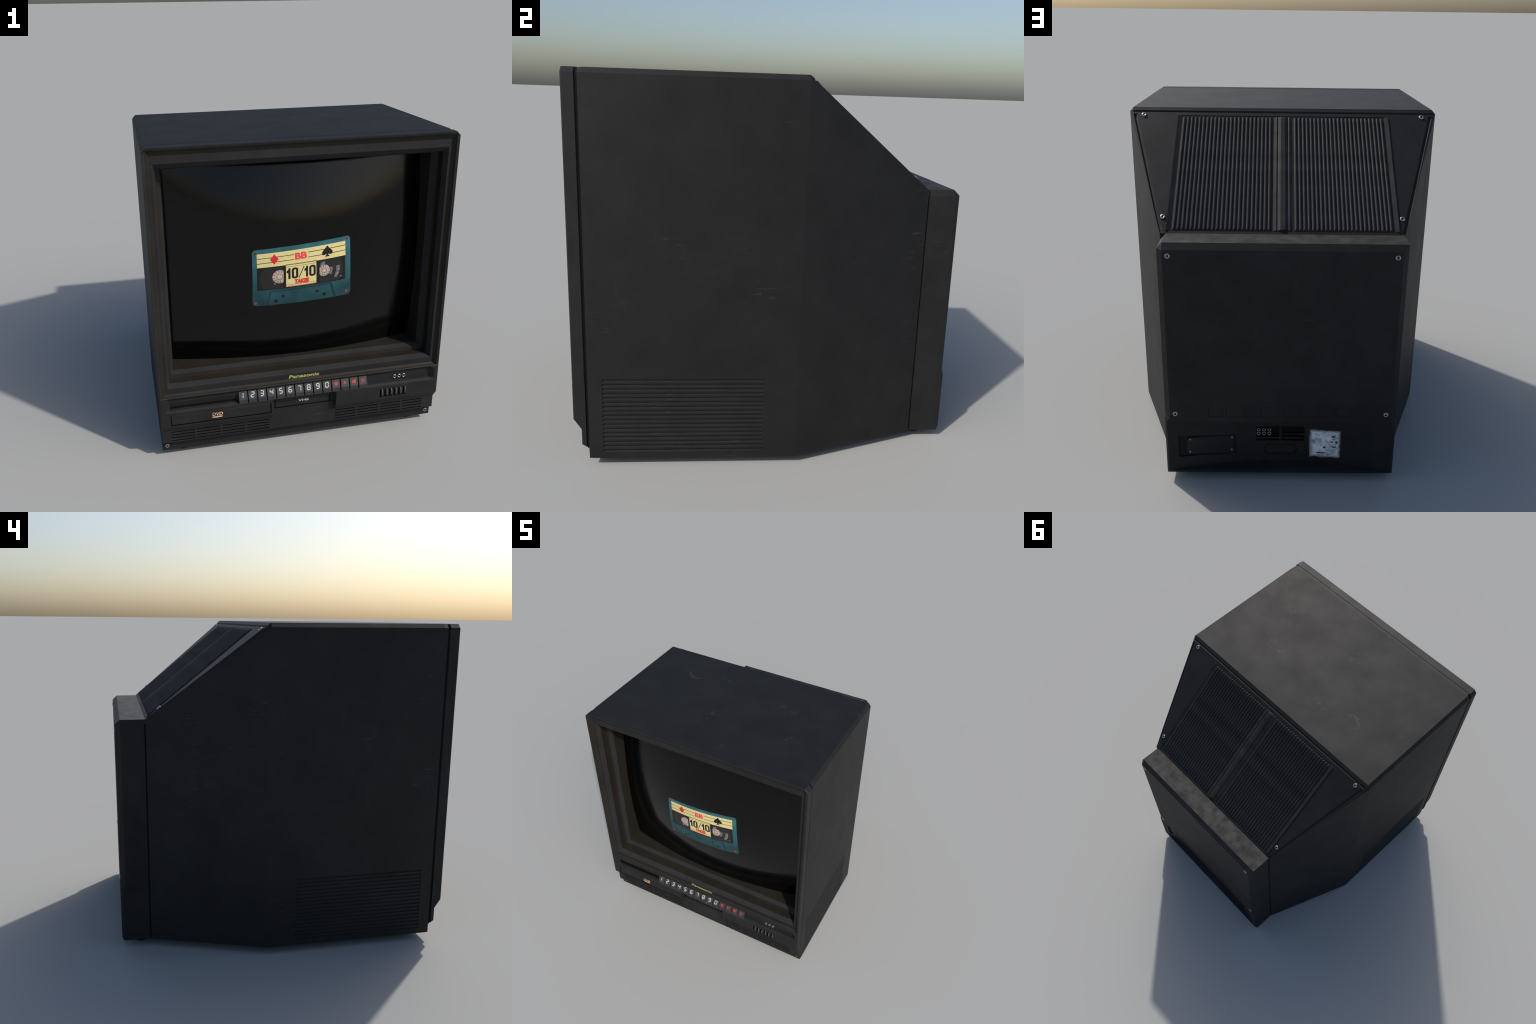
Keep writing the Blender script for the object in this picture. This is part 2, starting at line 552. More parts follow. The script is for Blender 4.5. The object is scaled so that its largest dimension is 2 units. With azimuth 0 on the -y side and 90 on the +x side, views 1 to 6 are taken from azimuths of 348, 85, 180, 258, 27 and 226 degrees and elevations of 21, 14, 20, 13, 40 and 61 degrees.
# connector pockets
bm = bmesh.new()
for xa, xb in ((0.0055, 0.1365), (-0.1365, -0.0060)):
    bm_box(bm, xa, xb, YC2 - .010, 1.1, 0.2705 if xa < 0 else 0.2590, 0.3140)
    bm_box(bm, xa, xb, YC2 - .010, 1.1, 0.2430, 0.2585 if xa < 0 else 0.2575)
    bm_box(bm, xa, xb, YC2 - .010, 1.1, 0.2200, 0.2340)
cut(svc, bm, M_GAPB)
# battery cover recess: deep at the outer end, fading out inwards
bm = bmesh.new()
rows = []
for k in range(13):
    t = k / 12
    x = 0.245 + 0.323 * t
    y = bay_y(x) - (.0018 + .0075 * t)
    z0, z1 = 0.1385 + .0065 * t, 0.264 + .021 * t
    rows.append([bm.verts.new(p) for p in ((x, 1.1, z0), (x, y, z0), (x, y, z1), (x, 1.1, z1))])
for a, c in zip(rows, rows[1:]):
    for q in range(4):
        bm.faces.new((a[q], a[(q + 1) % 4], c[(q + 1) % 4], c[q]))
bm.faces.new(rows[0]); bm.faces.new(rows[-1][::-1])
bmesh.ops.triangulate(bm, faces=bm.faces[:])
cut(svc, bm, M_RECESS)
# cable recess: long oval
bm = bmesh.new()
ov = []
for k in range(24):
    a = 2 * math.pi * k / 24
    cx = 0.062 if math.cos(a) > 0 else -0.064
    ov.append((cx + 0.033 * math.cos(a), 0.1625 + 0.034 * math.sin(a)))
extrude_poly(bm, ov, YC2 - .006, 1.1)
cut(svc, bm, M_RECESS)
bm = bmesh.new()
extrude_poly(bm, [(x * .93, .1625 + (z - .1625) * .8) for x, z in ov], YC2 - .003, YC2 - .02)
bmesh.ops.recalc_face_normals(bm, faces=bm.faces)
add("cable_recess_floor", bm, M_REAR, svc)

def cyl(bm, r, y0, y1, n=20, cx=0, cz=0, mi=0):
    pts = [(cx + r * math.cos(2 * math.pi * k / n), cz + r * math.sin(2 * math.pi * k / n)) for k in range(n)]
    return extrude_poly(bm, pts, y0, y1, mi)

def ring(bm, r0, r1, y0, y1, n=20, cx=0, cz=0):
    A = []
    for r, y in ((r0, y0), (r1, y0), (r1, y1), (r0, y1)):
        A.append([bm.verts.new((cx + r * math.cos(2 * math.pi * k / n), y, cz + r * math.sin(2 * math.pi * k / n))) for k in range(n)])
    for q in range(4):
        for k in range(n):
            bm.faces.new((A[q][k], A[q][(k + 1) % n], A[(q + 1) % 4][(k + 1) % n], A[(q + 1) % 4][k]))

bm = bmesh.new()
cyl(bm, 0.0155, YC2 - .010, YC2 + .0015, 20, 0.045, 0.149)
bevel_all(bm, 0.003)
bmesh.ops.recalc_face_normals(bm, faces=bm.faces)
add("cable_knob", bm, M_REAR, svc)

# battery cover plate with four small screws
bm = bmesh.new()
extrude_poly(bm, [(0.2635, 0.142), (0.525, 0.156), (0.524, 0.265), (0.2615, 0.2560)], -.020, .0004)
bmesh.ops.recalc_face_normals(bm, faces=bm.faces)
bevel_all(bm, 0.003)
for k in range(1, 8):
    bmesh.ops.bisect_plane(bm, geom=bm.verts[:] + bm.edges[:] + bm.faces[:], plane_co=(0.26 + k * 0.033, 0, 0), plane_no=(1, 0, 0))
cover = add("cover_plate", bend(bm), M_REAR, svc)

# screws: domed head with a cross slot, facing +y, shared mesh
def screw_mesh(name, r, mat, slot=True):
    bm = bmesh.new()
    n = 20
    prof = [(r * 1.0, 0.0), (r * 0.98, r * 0.18), (r * 0.85, r * 0.36), (r * 0.6, r * 0.48)]
    rows = [[bm.verts.new((q * math.cos(2 * math.pi * k / n), y, q * math.sin(2 * math.pi * k / n))) for k in range(n)] for q, y in prof]
    for a, c in zip(rows, rows[1:]):
        for k in range(n):
            bm.faces.new((a[k], a[(k + 1) % n], c[(k + 1) % n], c[k]))
    ctr = bm.verts.new((0, r * 0.22, 0))
    for k in range(n):
        bm.faces.new((rows[-1][k], rows[-1][(k + 1) % n], ctr))
    bmesh.ops.recalc_face_normals(bm, faces=bm.faces)
    if slot:
        for a, c in ((.62, .12), (.12, .62)):
            v_, f_ = bm_box(bm, -r * a, r * a, r * .30, r * (.45 + .01 * (a > c)), -r * c, r * c, 1)
            bmesh.ops.recalc_face_normals(bm, faces=f_)
        cyl(bm, r * 1.28, -r * .3, r * .07, 24, 0, 0, 1)
        bmesh.ops.recalc_face_normals(bm, faces=bm.faces)
    return bm
sc = add("screw", screw_mesh("screw", 0.0150, M_SCREW), [M_SCREW, M_GAP], root, smooth=False)
sc.location = (0.578, YB - .003, 1.357)
for x, z in ((-0.578, 1.357), (0.577, 0.4365), (-0.577, 0.4385)):
    instance(sc, "screw", root, (x, YB - .003, z), (0, random.uniform(0, 3), 0))
ang = math.atan2(SN.z, SN.y)
for x, s in ((0.809, 0.036), (0.634, 0.751), (-0.809, 0.034), (-0.634, 0.752)):
    p = slope_pt(x, s, -0.001)
    instance(sc, "screw", root, p, (ang, 0, 0))
for x, z in ((0.867, 0.0775), (-0.867, 0.0775)):
    instance(sc, "screw", root, (x, YG + .001, z), (0, 0, math.pi))
s2 = add("cover_screw", screw_mesh("cover_screw", 0.0062, M_STEEL, False), M_STEEL, svc, smooth=True)
s2.location = (0.504, bay_y(.504) - .0002, 0.2545)
for x, z in ((0.506, 0.173), (0.272, 0.2485), (0.275, 0.166)):
    instance(s2, "cover_screw", svc, (x, bay_y(x) - .0002, z))

# phono sockets
bm = bmesh.new()
ring(bm, 0.0058, 0.0108, -0.004, 0.012, 20)
bmesh.ops.recalc_face_normals(bm, faces=bm.faces)
bevel_all(bm, 0.0015)
jack = add("phono_socket", bm, M_STEEL, svc, smooth=False)
jack.location = (0.1225, YC2 - .006, 0.2935)
for r_, z in enumerate((0.2935, 0.2695)):
    for c_ in range(3):
        if r_ == 0 and c_ == 0:
            continue
        instance(jack, "phono_socket", svc, (0.1225 - 0.0305 * c_, YC2 - .006, z))
for i in range(3):
    xa = -0.013 - .0355 * i
    box_ob("scart_socket", xa - .027, xa, bay_y(xa) - .008, bay_y(xa - .027) + .0006, 0.2612, 0.2685, M_GAP, svc)

# paper label stuck on the bay wall, torn outline
bm = bmesh.new()
rnd = random.Random(4)
out = []
cor = [(-0.338, 0.1175), (-0.165, 0.114), (-0.162, 0.3030), (-0.345, 0.2990)]
for (xa, za), (xb, zb) in zip(cor, cor[1:] + cor[:1]):
    for k in range(9):
        t = k / 9
        jt = 0.007 if 0 < k else 0
        out.append((xa + (xb - xa) * t + rnd.uniform(-jt, jt), za + (zb - za) * t + rnd.uniform(-jt, jt)))
extrude_poly(bm, out, .0014, -.004)
for k in range(1, 6):
    bmesh.ops.bisect_plane(bm, geom=bm.verts[:] + bm.edges[:] + bm.faces[:], plane_co=(-0.345 + k * 0.031, 0, 0), plane_no=(1, 0, 0))
bmesh.ops.triangulate(bm, faces=[f for f in bm.faces if len(f.verts) > 4])
bmesh.ops.recalc_face_normals(bm, faces=bm.faces)
label = add("paper_label", bend(bm), M_STICKER, svc)
bm = bmesh.new()
for x, z, w, h in ((-0.232, .147, .058, .007), (-0.300, .258, .022, .012), (-0.318, .222, .012, .018), (-0.292, .222, .016, .007), (-0.305, .190, .022, .009), (-0.250, .184, .014, .010), (-0.300, .243, .012, .007)):
    bm_box(bm, x - w / 2, x + w / 2, 0, .0020, z - h / 2, z + h / 2)
bmesh.ops.recalc_face_normals(bm, faces=bm.faces)
add("label_print", bend(bm), M_LABELINK, svc)

# seam between the tapering cabinet and the rear box
for ob in (cab, box, svc):
    bm = bmesh.new()
    for s in (-1, 1):
        for xa, d in ((XR, .0042),):
            tri = [(0.8215, s * (xa + .006)), (0.8275, s * (xa - d)), (0.8335, s * (xa + .0015)), (0.8335, s * 0.66), (0.8215, s * 0.66)]
            lo = [bm.verts.new((x, y, 0.0)) for y, x in tri]
            hi = [bm.verts.new((x, y, 1.392)) for y, x in tri]
            bm.faces.new(lo); bm.faces.new(hi[::-1])
            for q in range(5):
                bm.faces.new((lo[q], lo[(q + 1) % 5], hi[(q + 1) % 5], hi[q]))
    cut(ob, bm, M_RECESS)
box.data.materials.append(M_LEDGE)
for p in box.data.polygons:
    if p.normal.z > 0.9 and p.center.z > 1.3:
        p.material_index = len(box.data.materials) - 1

soften_taper(cab)
# feet
bm = bmesh.new()
n = 28
rows = []
for q, z in ((0.036, 0.0), (0.042, 0.004), (0.046, 0.05)):
    rows.append([bm.verts.new((q * math.cos(2 * math.pi * k / n), q * math.sin(2 * math.pi * k / n), z)) for k in range(n)])
for a, c in zip(rows, rows[1:]):
    for k in range(n):
        bm.faces.new((a[k], a[(k + 1) % n], c[(k + 1) % n], c[k]))
bm.faces.new(rows[0][::-1]); bm.faces.new(rows[-1])
bmesh.ops.recalc_face_normals(bm, faces=bm.faces)
foot = add("foot", bm, M_RUBBER)
foot.location = (0.53, 0.885, 0)
for x, y in ((-0.53, 0.885), (0.762, -0.820), (-0.762, -0.820)):
    instance(foot, "foot", root, (x, y, 0))

# ------------------------------------------------------------------ front frame + bezel rings
def loop8(xh, zt, zb, y, c=0.0015):
    """rectangular loop with cut top corners; starts bottom-left, runs counter-clockwise seen from the front"""
    return [(-xh, y, zb), (xh, y, zb), (xh, y, zt - c), (xh - c, y, zt), (-xh + c, y, zt), (-xh, y, zt - c)]
def loft(bm, loops, mats=None, close=False):
    vs = [[bm.verts.new(p) for p in l] for l in loops]
    n = len(loops[0])
    for q in range(len(vs) - 1):
        for k in range(n):
            f = bm.faces.new((vs[q][k], vs[q][(k + 1) % n], vs[q + 1][(k + 1) % n], vs[q + 1][k]))
            if mats:
                f.material_index = mats[q]
    return vs
C = 0.0225
ZL = 0.463                         # lower lip of the picture opening
bm = bmesh.new()
loops = [loop8(0.868, 1.940, ZL, -0.900, 0.02),
         loop8(0.893, 1.966, ZL, -0.900, C),
         loop8(0.893, 1.966, ZL, -0.9205, C),
         loop8(X0, ZT, ZL, -0.924, C),
         loop8(X0, ZT, ZL, -0.976, C),
         loop8(0.896, 1.9685, ZL, -0.9825, C),
         loop8(0.881, 1.9565, ZL, -0.9785, 0.006)]
loft(bm, loops, [1, 1, 0, 0, 0, 0])
for f in bm.faces:                 # along the top the seam is only a faint line
    if all(v.co.z > 1.96 and v.co.y < -0.89 for v in f.verts) and abs(f.calc_center_median().x) < 0.5:
        f.material_index = 0
        for v in f.verts:
            if abs(v.co.z - 1.966) < 1e-4:
                v.co.z = 1.9688
# drop the bottom band: the control panel closes the frame there
dead = [f for f in bm.faces if all(abs(v.co.z - ZL) < 1e-5 for v in f.verts)]
bmesh.ops.delete(bm, geom=dead, context='FACES')
bmesh.ops.recalc_face_normals(bm, faces=bm.faces)
frame = add("front_frame", bm, [M_FRONT, M_GAP])

bm = bmesh.new()
loops = [loop8(0.8812, 1.9568, 0.4625, -0.9782),
         loop8(0.874, 1.9460, 0.4665, -0.968),
         loop8(0.861, 1.9235, 0.476, -0.9560),
         loop8(0.846, 1.8795, 0.5125, -0.9565),
         loop8(0.8315, 1.8475, 0.5265, -0.919),
         loop8(0.8310, 1.8475, 0.5290, -0.868),
         loop8(0.8135, 1.8340, 0.5530, -0.864),
         loop8(0.7985, 1.8215, 0.5645, -0.832),
         loop8(0.7830, 1.7850, 0.5780, -0.660)]
loft(bm, loops, [1, 1, 0, 2, 1, 1, 2, 1])
bmesh.ops.recalc_face_normals(bm, faces=bm.faces)
# normals must look into the opening
f0 = max(bm.faces, key=lambda f: f.calc_center_median().z)
bezel = add("bezel", bm, [M_FRONT, M_BROWN, M_EDGE])

# picture tube
bm = bmesh.new()
nx, nz = 64, 50
g = [[bm.verts.new((-0.80 + 1.60 * i / nx, screen_y(-0.80 + 1.60 * i / nx, 0.56 + 1.245 * j / nz), 0.56 + 1.245 * j / nz)) for i in range(nx + 1)] for j in range(nz + 1)]
for j in range(nz):
    for i in range(nx):
        bm.faces.new((g[j][i], g[j][i + 1], g[j + 1][i + 1], g[j + 1][i]))
bmesh.ops.recalc_face_normals(bm, faces=bm.faces)
if bm.faces[0].normal.y > 0:
    bmesh.ops.reverse_faces(bm, faces=bm.faces)
r = bmesh.ops.extrude_face_region(bm, geom=bm.faces[:])
for v in [e for e in r["geom"] if isinstance(e, bmesh.types.BMVert)]:
    v.co.y = -0.60
bmesh.ops.recalc_face_normals(bm, faces=bm.faces)
screen = add("screen", bm, M_SCREEN, smooth=True)
for p in screen.data.polygons:
    p.use_smooth = True
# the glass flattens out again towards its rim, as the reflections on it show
def tube_normal(x, z):
    e = 1e-3
    u, v = abs(x) / HX, abs(z - ZC) / HZ
    def ease(t, k):
        t = min(1, max(0, (t - 0.62) / 0.36))
        return 1 - k * t * t * (3 - 2 * t)
    gx = (screen_y(x + e, z) - screen_y(x - e, z)) / (2 * e) * ease(u, 0.5)
    gz = (screen_y(x, z + e) - screen_y(x, z - e)) / (2 * e) * ease(v, 0.0)
    return Vector((gx, -1, gz)).normalized()
me = screen.data
nr = [None] * len(me.loops)
for p in me.polygons:
    front = p.normal.y < -0.3 and p.center.y < -0.6
    for li in p.loop_indices:
        c = me.vertices[me.loops[li].vertex_index].co
        nr[li] = tube_normal(c.x, c.z) if front else p.normal.copy()
me.normals_split_custom_set(nr)

# ------------------------------------------------------------------ control panel
YF, YK, YC = -0.983, -0.945, -0.957
XC = 0.840
def prof(kind):
    low = [(YF, .262), (-.9445, .2055), (-.9445, .122), (-.9105, .101)]
    if kind == 'edge':
        return [(y + .005 if y < -.94 else y, z) for y, z in prof('plain')]
    if kind == 'plain':
        return [(-.9785, ZL), (YF, .4575), (YF, .4326), (YF, .3724), (YF, .369), (YF, .363), (YF, .355)] + low
    if kind == 'channel':
        return [(-.9785, ZL), (-.981, .4575), (YC, .4326), (YC, .3724), (-.971, .3685), (-.980, .3630), (YF, .355)] + low
    return [(-.9785, ZL), (-.981, .4575), (YC, .4326), (YC, .3724), (-.952, .368), (-.948, .363), (-.9465, .355), (-.9455, .262)] + low[1:]
secs = [(-X0, 'edge'), (-0.8955, 'plain'), (-0.872, 'plain'), (-XC, 'channel'), (-0.203, 'channel'), (-0.193, 'centre'), (0.197, 'centre'), (0.209, 'channel'), (XC, 'channel'), (0.872, 'plain'), (0.8955, 'plain'), (X0, 'edge')]
bm = bmesh.new()
rows = []
for x, k in secs:
    p = prof(k) + [(-.895, .101), (-.895, ZL)]
    rows.append([bm.verts.new((x, y, z)) for y, z in p])
n = len(rows[0])
for a, c in zip(rows, rows[1:]):
    for k in range(n):
        bm.faces.new((a[k], a[(k + 1) % n], c[(k + 1) % n], c[k]))
bm.faces.new(rows[0]); bm.faces.new(rows[-1][::-1])
bmesh.ops.recalc_face_normals(bm, faces=bm.faces)
panel = add("control_panel", bm, M_FRONT)
# side grooves continue down beside the panel; tray, window, flap, vents, thumb wheels
bm = bmesh.new()
for s in (-1, 1):
    xa, xb = sorted((s * 0.893, s * 1.0))
    bm_box(bm, xa, xb, -0.9215, -0.80, 0.0, 0.5)
cut(panel, bm, M_GAP)
bm = bmesh.new()
bm_box(bm, -0.8395, -0.2140, -1.1, YF + .014, 0.2665, 0.3415)
cut(panel, bm, M_GAP)
bm = bmesh.new()
bm_box(bm, -0.8385, -0.4290, -1.1, YC + .013, 0.3735, 0.4165)
bm_box(bm, -0.1850, 0.1825, -1.1, YK + .010, 0.2690, 0.368)
cut(panel, bm, M_GAP)
VZ = [0.1955, 0.1750, 0.1545, 0.1335]
left = [(-0.8385, -0.6925), (-0.6815, -0.5335), (-0.5215, -0.3775), (-0.3635, -0.2190)]
right = [(0.2170, 0.3575), (0.3705, 0.5105), (0.5265, 0.6665), (0.6785, 0.8185)]
bm = bmesh.new()
for xa, xb in left + right:
    for z in VZ:
        bm_box(bm, xa, xb, -1.1, YK + .014, z - .0035, z + .0035)
cut(panel, bm, M_GAPB)
wheel_x = [0.5085 + 0.0314 * i for i in range(6)]
bm = bmesh.new()
for x in wheel_x:
    bm_box(bm, x - .0065, x + .0165, -1.1, YF + .014, 0.2745, 0.3335)
cut(panel, bm, M_GAP)

# core that closes the gap behind the frame and the cabinet
bm = bmesh.new()
for s in (-1, 1):
    xa, xb = sorted((s * 0.84, s * 0.8935))
    bm_box(bm, xa, xb, -0.9180, -0.900, 0.10, 0.48)
bm_box(bm, -0.84, 0.84, -0.9050, -0.890, 0.06, 0.47)
bmesh.ops.recalc_face_normals(bm, faces=bm.faces)
add("gap_filler", bm, M_GAP)

tray = box_ob("disc_tray", -0.8360, -0.2190, YF + .002, YF + .013, 0.2705, 0.3375, M_FRONT, root, 0.0025)
win = box_ob("display_window", -0.8380, -0.4295, YC + .008, YC + .0129, 0.3740, 0.4160, M_GLOSSDARK, root)
flap = box_ob("tape_flap", -0.1800, 0.1775, YK + .0025, YK + .0099, 0.2725, 0.3675, M_FRONT, root, 0.002)

# thumb wheels
bm = bmesh.new()
n = 28
r_, w_ = 0.036, 0.0042
A = []
for x, q in ((-w_, r_ - .004), (-w_, r_ - .0015), (-w_ * .5, r_), (w_ * .5, r_), (w_, r_ - .0015), (w_, r_ - .004)):
    A.append([bm.verts.new((x, q * math.cos(2 * math.pi * k / n), q * math.sin(2 * math.pi * k / n))) for k in range(n)])
for a, c in zip(A, A[1:]):
    for k in range(n):
        bm.faces.new((a[k], a[(k + 1) % n], c[(k + 1) % n], c[k]))
bm.faces.new(A[0]); bm.faces.new(A[-1][::-1])
bmesh.ops.recalc_face_normals(bm, faces=bm.faces)
wheel = add("thumb_wheel", bm, M_WHEEL)
for i, x in enumerate(wheel_x):
    o = wheel if i == 0 else instance(wheel, "thumb_wheel", root)
    o.location = (x + .0105, YF + .0285, 0.304)

# three front sockets
bm = bmesh.new()
ring(bm, 0.0062, 0.0128, -0.010, 0.006, 24)
bmesh.ops.recalc_face_normals(bm, faces=bm.faces)
bevel_all(bm, 0.002)
fj = add("front_socket", bm, M_STEEL)
bm = bmesh.new()
cyl(bm, 0.0063, -0.002, 0.002, 16)
bmesh.ops.recalc_face_normals(bm, faces=bm.faces)
fjh = add("socket_hole", bm, M_GAP, fj)
for i in range(3):
    x = 0.606 + 0.031 * i
    if i == 0:
        fj.location = (x, YC + .002, 0.4035)
    else:
        o = instance(fj, "front_socket", root, (x, YC + .002, 0.4035))
        instance(fjh, "socket_hole", o)

# ------------------------------------------------------------------ push buttons
PITCH, BW = 0.05965, 0.0530
bm = bmesh.new()
pr = [(-.9560, .4370), (-.9640, .4375), (-.9875, .3905), (-.9885, .3640), (-.9560, .3640)]
h = BW / 2
va = [bm.verts.new((-h, y, z)) for y, z in pr]
vb = [bm.verts.new((h, y, z)) for y, z in pr]
bm.faces.new(va); bm.faces.new(vb[::-1])
for k in range(5):
    bm.faces.new((va[k], vb[k], vb[(k + 1) % 5], va[(k + 1) % 5]))
bmesh.ops.recalc_face_normals(bm, faces=bm.faces)
bevel_all(bm, 0.0016)
bmesh.ops.recalc_face_normals(bm, faces=bm.faces)
btn0 = add("button", bm, M_BUTTON)
nrm = Vector((0, -(.4375 - .3905), (.9875 - .9640))).normalized()   # outward normal of the slanted key face
tilt = -math.atan2(nrm.z, -nrm.y)
fc = Vector((0, -.97575 , .4140)) + nrm * 0.0002

# seven-segment style digits
SEG = {'1': 'bc', '2': 'abged', '3': 'abgcd', '4': 'fgbc', '5': 'afgcd', '6': 'afgedc', '7': 'abc', '8': 'abcdefg', '9': 'abcdfg', '0': 'abcdef'}
def digit_bm(ch):
    bm = bmesh.new()
    w, h_, t = 0.0092, 0.0152, 0.0029
    def bar(x0, z0, x1, z1):
        d = Vector((x1 - x0, z1 - z0)); L = d.length; d /= L
        nn = Vector((-d.y, d.x)) * t
        e = d * t
        a = Vector((x0, z0)) + e * .35; c = Vector((x1, z1)) - e * .35
        pts = [a, a + e * .6 - nn * .9, c - e * .6 - nn * .9, c, c - e * .6 + nn * .9, a + e * .6 + nn * .9]
        extrude_poly(bm, [(p.x, p.y) for p in pts], -0.0011, 0.0004)
    P = {'a': (-w, h_, w, h_), 'g': (-w, 0, w, 0), 'd': (-w, -h_, w, -h_), 'f': (-w, 0, -w, h_), 'b': (w, 0, w, h_), 'e': (-w, -h_, -w, 0), 'c': (w, -h_, w, 0)}
    for s in SEG[ch]:
        x0, z0, x1, z1 = P[s]
        if ch == '1':
            x0 = x1 = 0.0
        sh = 0.10
        bar(x0 + z0 * sh, z0, x1 + z1 * sh, z1)
    bmesh.ops.recalc_face_normals(bm, faces=bm.faces)
    return bm
def sym_bm(kind):
    bm = bmesh.new()
    if kind == 'record':
        cyl(bm, 0.0118, -0.0011, 0.0004, 24)
    elif kind == 'play':
        extrude_poly(bm, [(-.0095, -.0115), (.0115, 0), (-.0095, .0115)], -.0011, .0004)
    elif kind == 'stop':
        extrude_poly(bm, [(-.0112, -.0105), (.0112, -.0105), (.0112, .0105), (-.0112, .0105)], -.0011, .0004)
    else:
        for x in (-.0055, .0065):
            extrude_poly(bm, [(x - .0032, -.0098), (x + .0032, -.0098), (x + .0032, .0098), (x - .0032, .0098)], -.0011, .0004)
    bmesh.ops.recalc_face_normals(bm, faces=bm.faces)
    return bm
keys = list("1234567890") + ['record', 'play', 'stop', 'pause']
for i, k in enumerate(keys):
    x = -0.4170 + BW / 2 + PITCH * i
    o = btn0 if i == 0 else instance(btn0, "button", root)
    o.location = (x, 0, 0)
    if len(k) == 1:
        g_ = add("button_digit", digit_bm(k), M_WHITE, o)
    else:
        g_ = add("button_symbol_" + k, sym_bm(k), M_RED, o)
    g_.location = fc
    g_.rotation_euler = (tilt, 0, 0)

# ------------------------------------------------------------------ printed badges on the front
def badge(name, body, w, h_, loc, mat, parent, depth=0.0012, **kw):
    me = fit_text(body, w, h_, depth, **kw)
    me.materials.clear()
    me.materials.append(mat)
    me.name = name
    o = bpy.data.objects.new(name, me)
    COL.objects.link(o)
    o.parent = parent
    o.location = loc
    return o
badge("maker_badge", "Panasonic", 0.197, 0.0225, (0.002, -0.9564, 0.4915), M_LOGO, root, offset=0.024, shear=0.12)
badge("tape_badge", "VHS", 0.070, 0.0165, (0.004, YK + .0028, 0.306), M_TAPELOGO, flap, offset=0.03)
dl = badge("disc_badge", "DVD", 0.066, 0.0225, (-0.553, YF + .0022, 0.3115), M_DISCLOGO, tray, offset=0.02, shear=0.15)
bm = bmesh.new()
el = [(0.034 * math.cos(2 * math.pi * k / 28), 0.0052 * math.sin(2 * math.pi * k / 28)) for k in range(28)]
extrude_poly(bm, el, -0.0012, 0.0004)
bmesh.ops.recalc_face_normals(bm, faces=bm.faces)
o = add("disc_badge_ellipse", bm, M_DISCLOGO, tray)
o.location = (-0.555, YF + .0022, 0.2915)

# ------------------------------------------------------------------ cassette picture printed on the tube
CTL, CTR, CBR, CBL = (-0.3015, 1.318), (0.297, 1.363), (0.3145, 0.9785), (-0.300, 0.957)
ASP = 1.6
def tape_xz(s, t):
    x = (1 - s) * (1 - t) * CBL[0] + s * (1 - t) * CBR[0] + s * t * CTR[0] + (1 - s) * t * CTL[0]
    z = (1 - s) * (1 - t) * CBL[1] + s * (1 - t) * CBR[1] + s * t * CTR[1] + (1 - s) * t * CTL[1]
    return x, z
tape = None
def tape_part(name, polys, level, mat, pre=None):
    """polys: outlines in (s, t) of the cassette face; wrapped on the curved tube as a thin relief"""
    global tape
    bm = bmesh.new()
    if pre is not None:
        bm.from_mesh(pre)
        for v in bm.verts:                     # text: x,z hold s,t; y is ignored
            v.co = (v.co.x, -1.0 if v.co.y < -1e-5 else 0.0, v.co.z)
    else:
        for pl in polys:
            extrude_poly(bm, pl, -1.0, 0.0)
    for k in range(1, 16):
        bmesh.ops.bisect_plane(bm, geom=bm.verts[:] + bm.edges[:] + bm.faces[:], plane_co=(k / 16, 0, 0), plane_no=(1, 0, 0))
    for k in range(1, 10):
        bmesh.ops.bisect_plane(bm, geom=bm.verts[:] + bm.edges[:] + bm.faces[:], plane_co=(0, 0, k / 10), plane_no=(0, 0, 1))
    bmesh.ops.triangulate(bm, faces=[f for f in bm.faces if len(f.verts) > 4])
    for v in bm.verts:
        front = v.co.y < -0.5
        x, z = tape_xz(v.co.x, v.co.z)
        off = 0.0007 + 0.00035 * level if front else 0.00005
        v.co = (x, screen_y(x, z) - off, z)
    bmesh.ops.recalc_face_normals(bm, faces=bm.faces)
    o = add(name, bm, mat, tape or root)
    if tape is None:
        tape = o
    return o
def rect(s0, s1, t0, t1):
    return [(s0, t0), (s1, t0), (s1, t1), (s0, t1)]
def rrect(s0, s1, t0, t1, r):
    rs, rt = r / ASP, r
    out = []
    for cx, cz_, a0 in ((s1 - rs, t0 + rt, -90), (s1 - rs, t1 - rt, 0), (s0 + rs, t1 - rt, 90), (s0 + rs, t0 + rt, 180)):
        for k in range(6):
            a = math.radians(a0 + 18 * k)
            out.append((cx + rs * math.cos(a), cz_ + rt * math.sin(a)))
    return out
def disc(s, t, r, n=20, a0=0, a1=360):
    full = abs(a1 - a0) >= 360
    m = n if full else n + 1
    return [(s + r / ASP * math.cos(math.radians(a0 + (a1 - a0) * k / n)), t + r * math.sin(math.radians(a0 + (a1 - a0) * k / n))) for k in range(m)]
def clipped(pl, smin=-9, smax=9, tmin=-9, tmax=9):
    return [(min(max(s, smin), smax), min(max(t, tmin), tmax)) for s, t in pl]
def line(s0, t0, s1, t1, w):
    return [(s0, t0 - w), (s1, t1 - w), (s1, t1 + w), (s0, t0 + w)]
def stroke(p, q, w):
    d = Vector(((q[0] - p[0]) * ASP, q[1] - p[1])).normalized()
    nn = (-d.y * w / ASP, d.x * w)
    return [(p[0] - nn[0], p[1] - nn[1]), (q[0] - nn[0], q[1] - nn[1]), (q[0] + nn[0], q[1] + nn[1]), (p[0] + nn[0], p[1] + nn[1])]

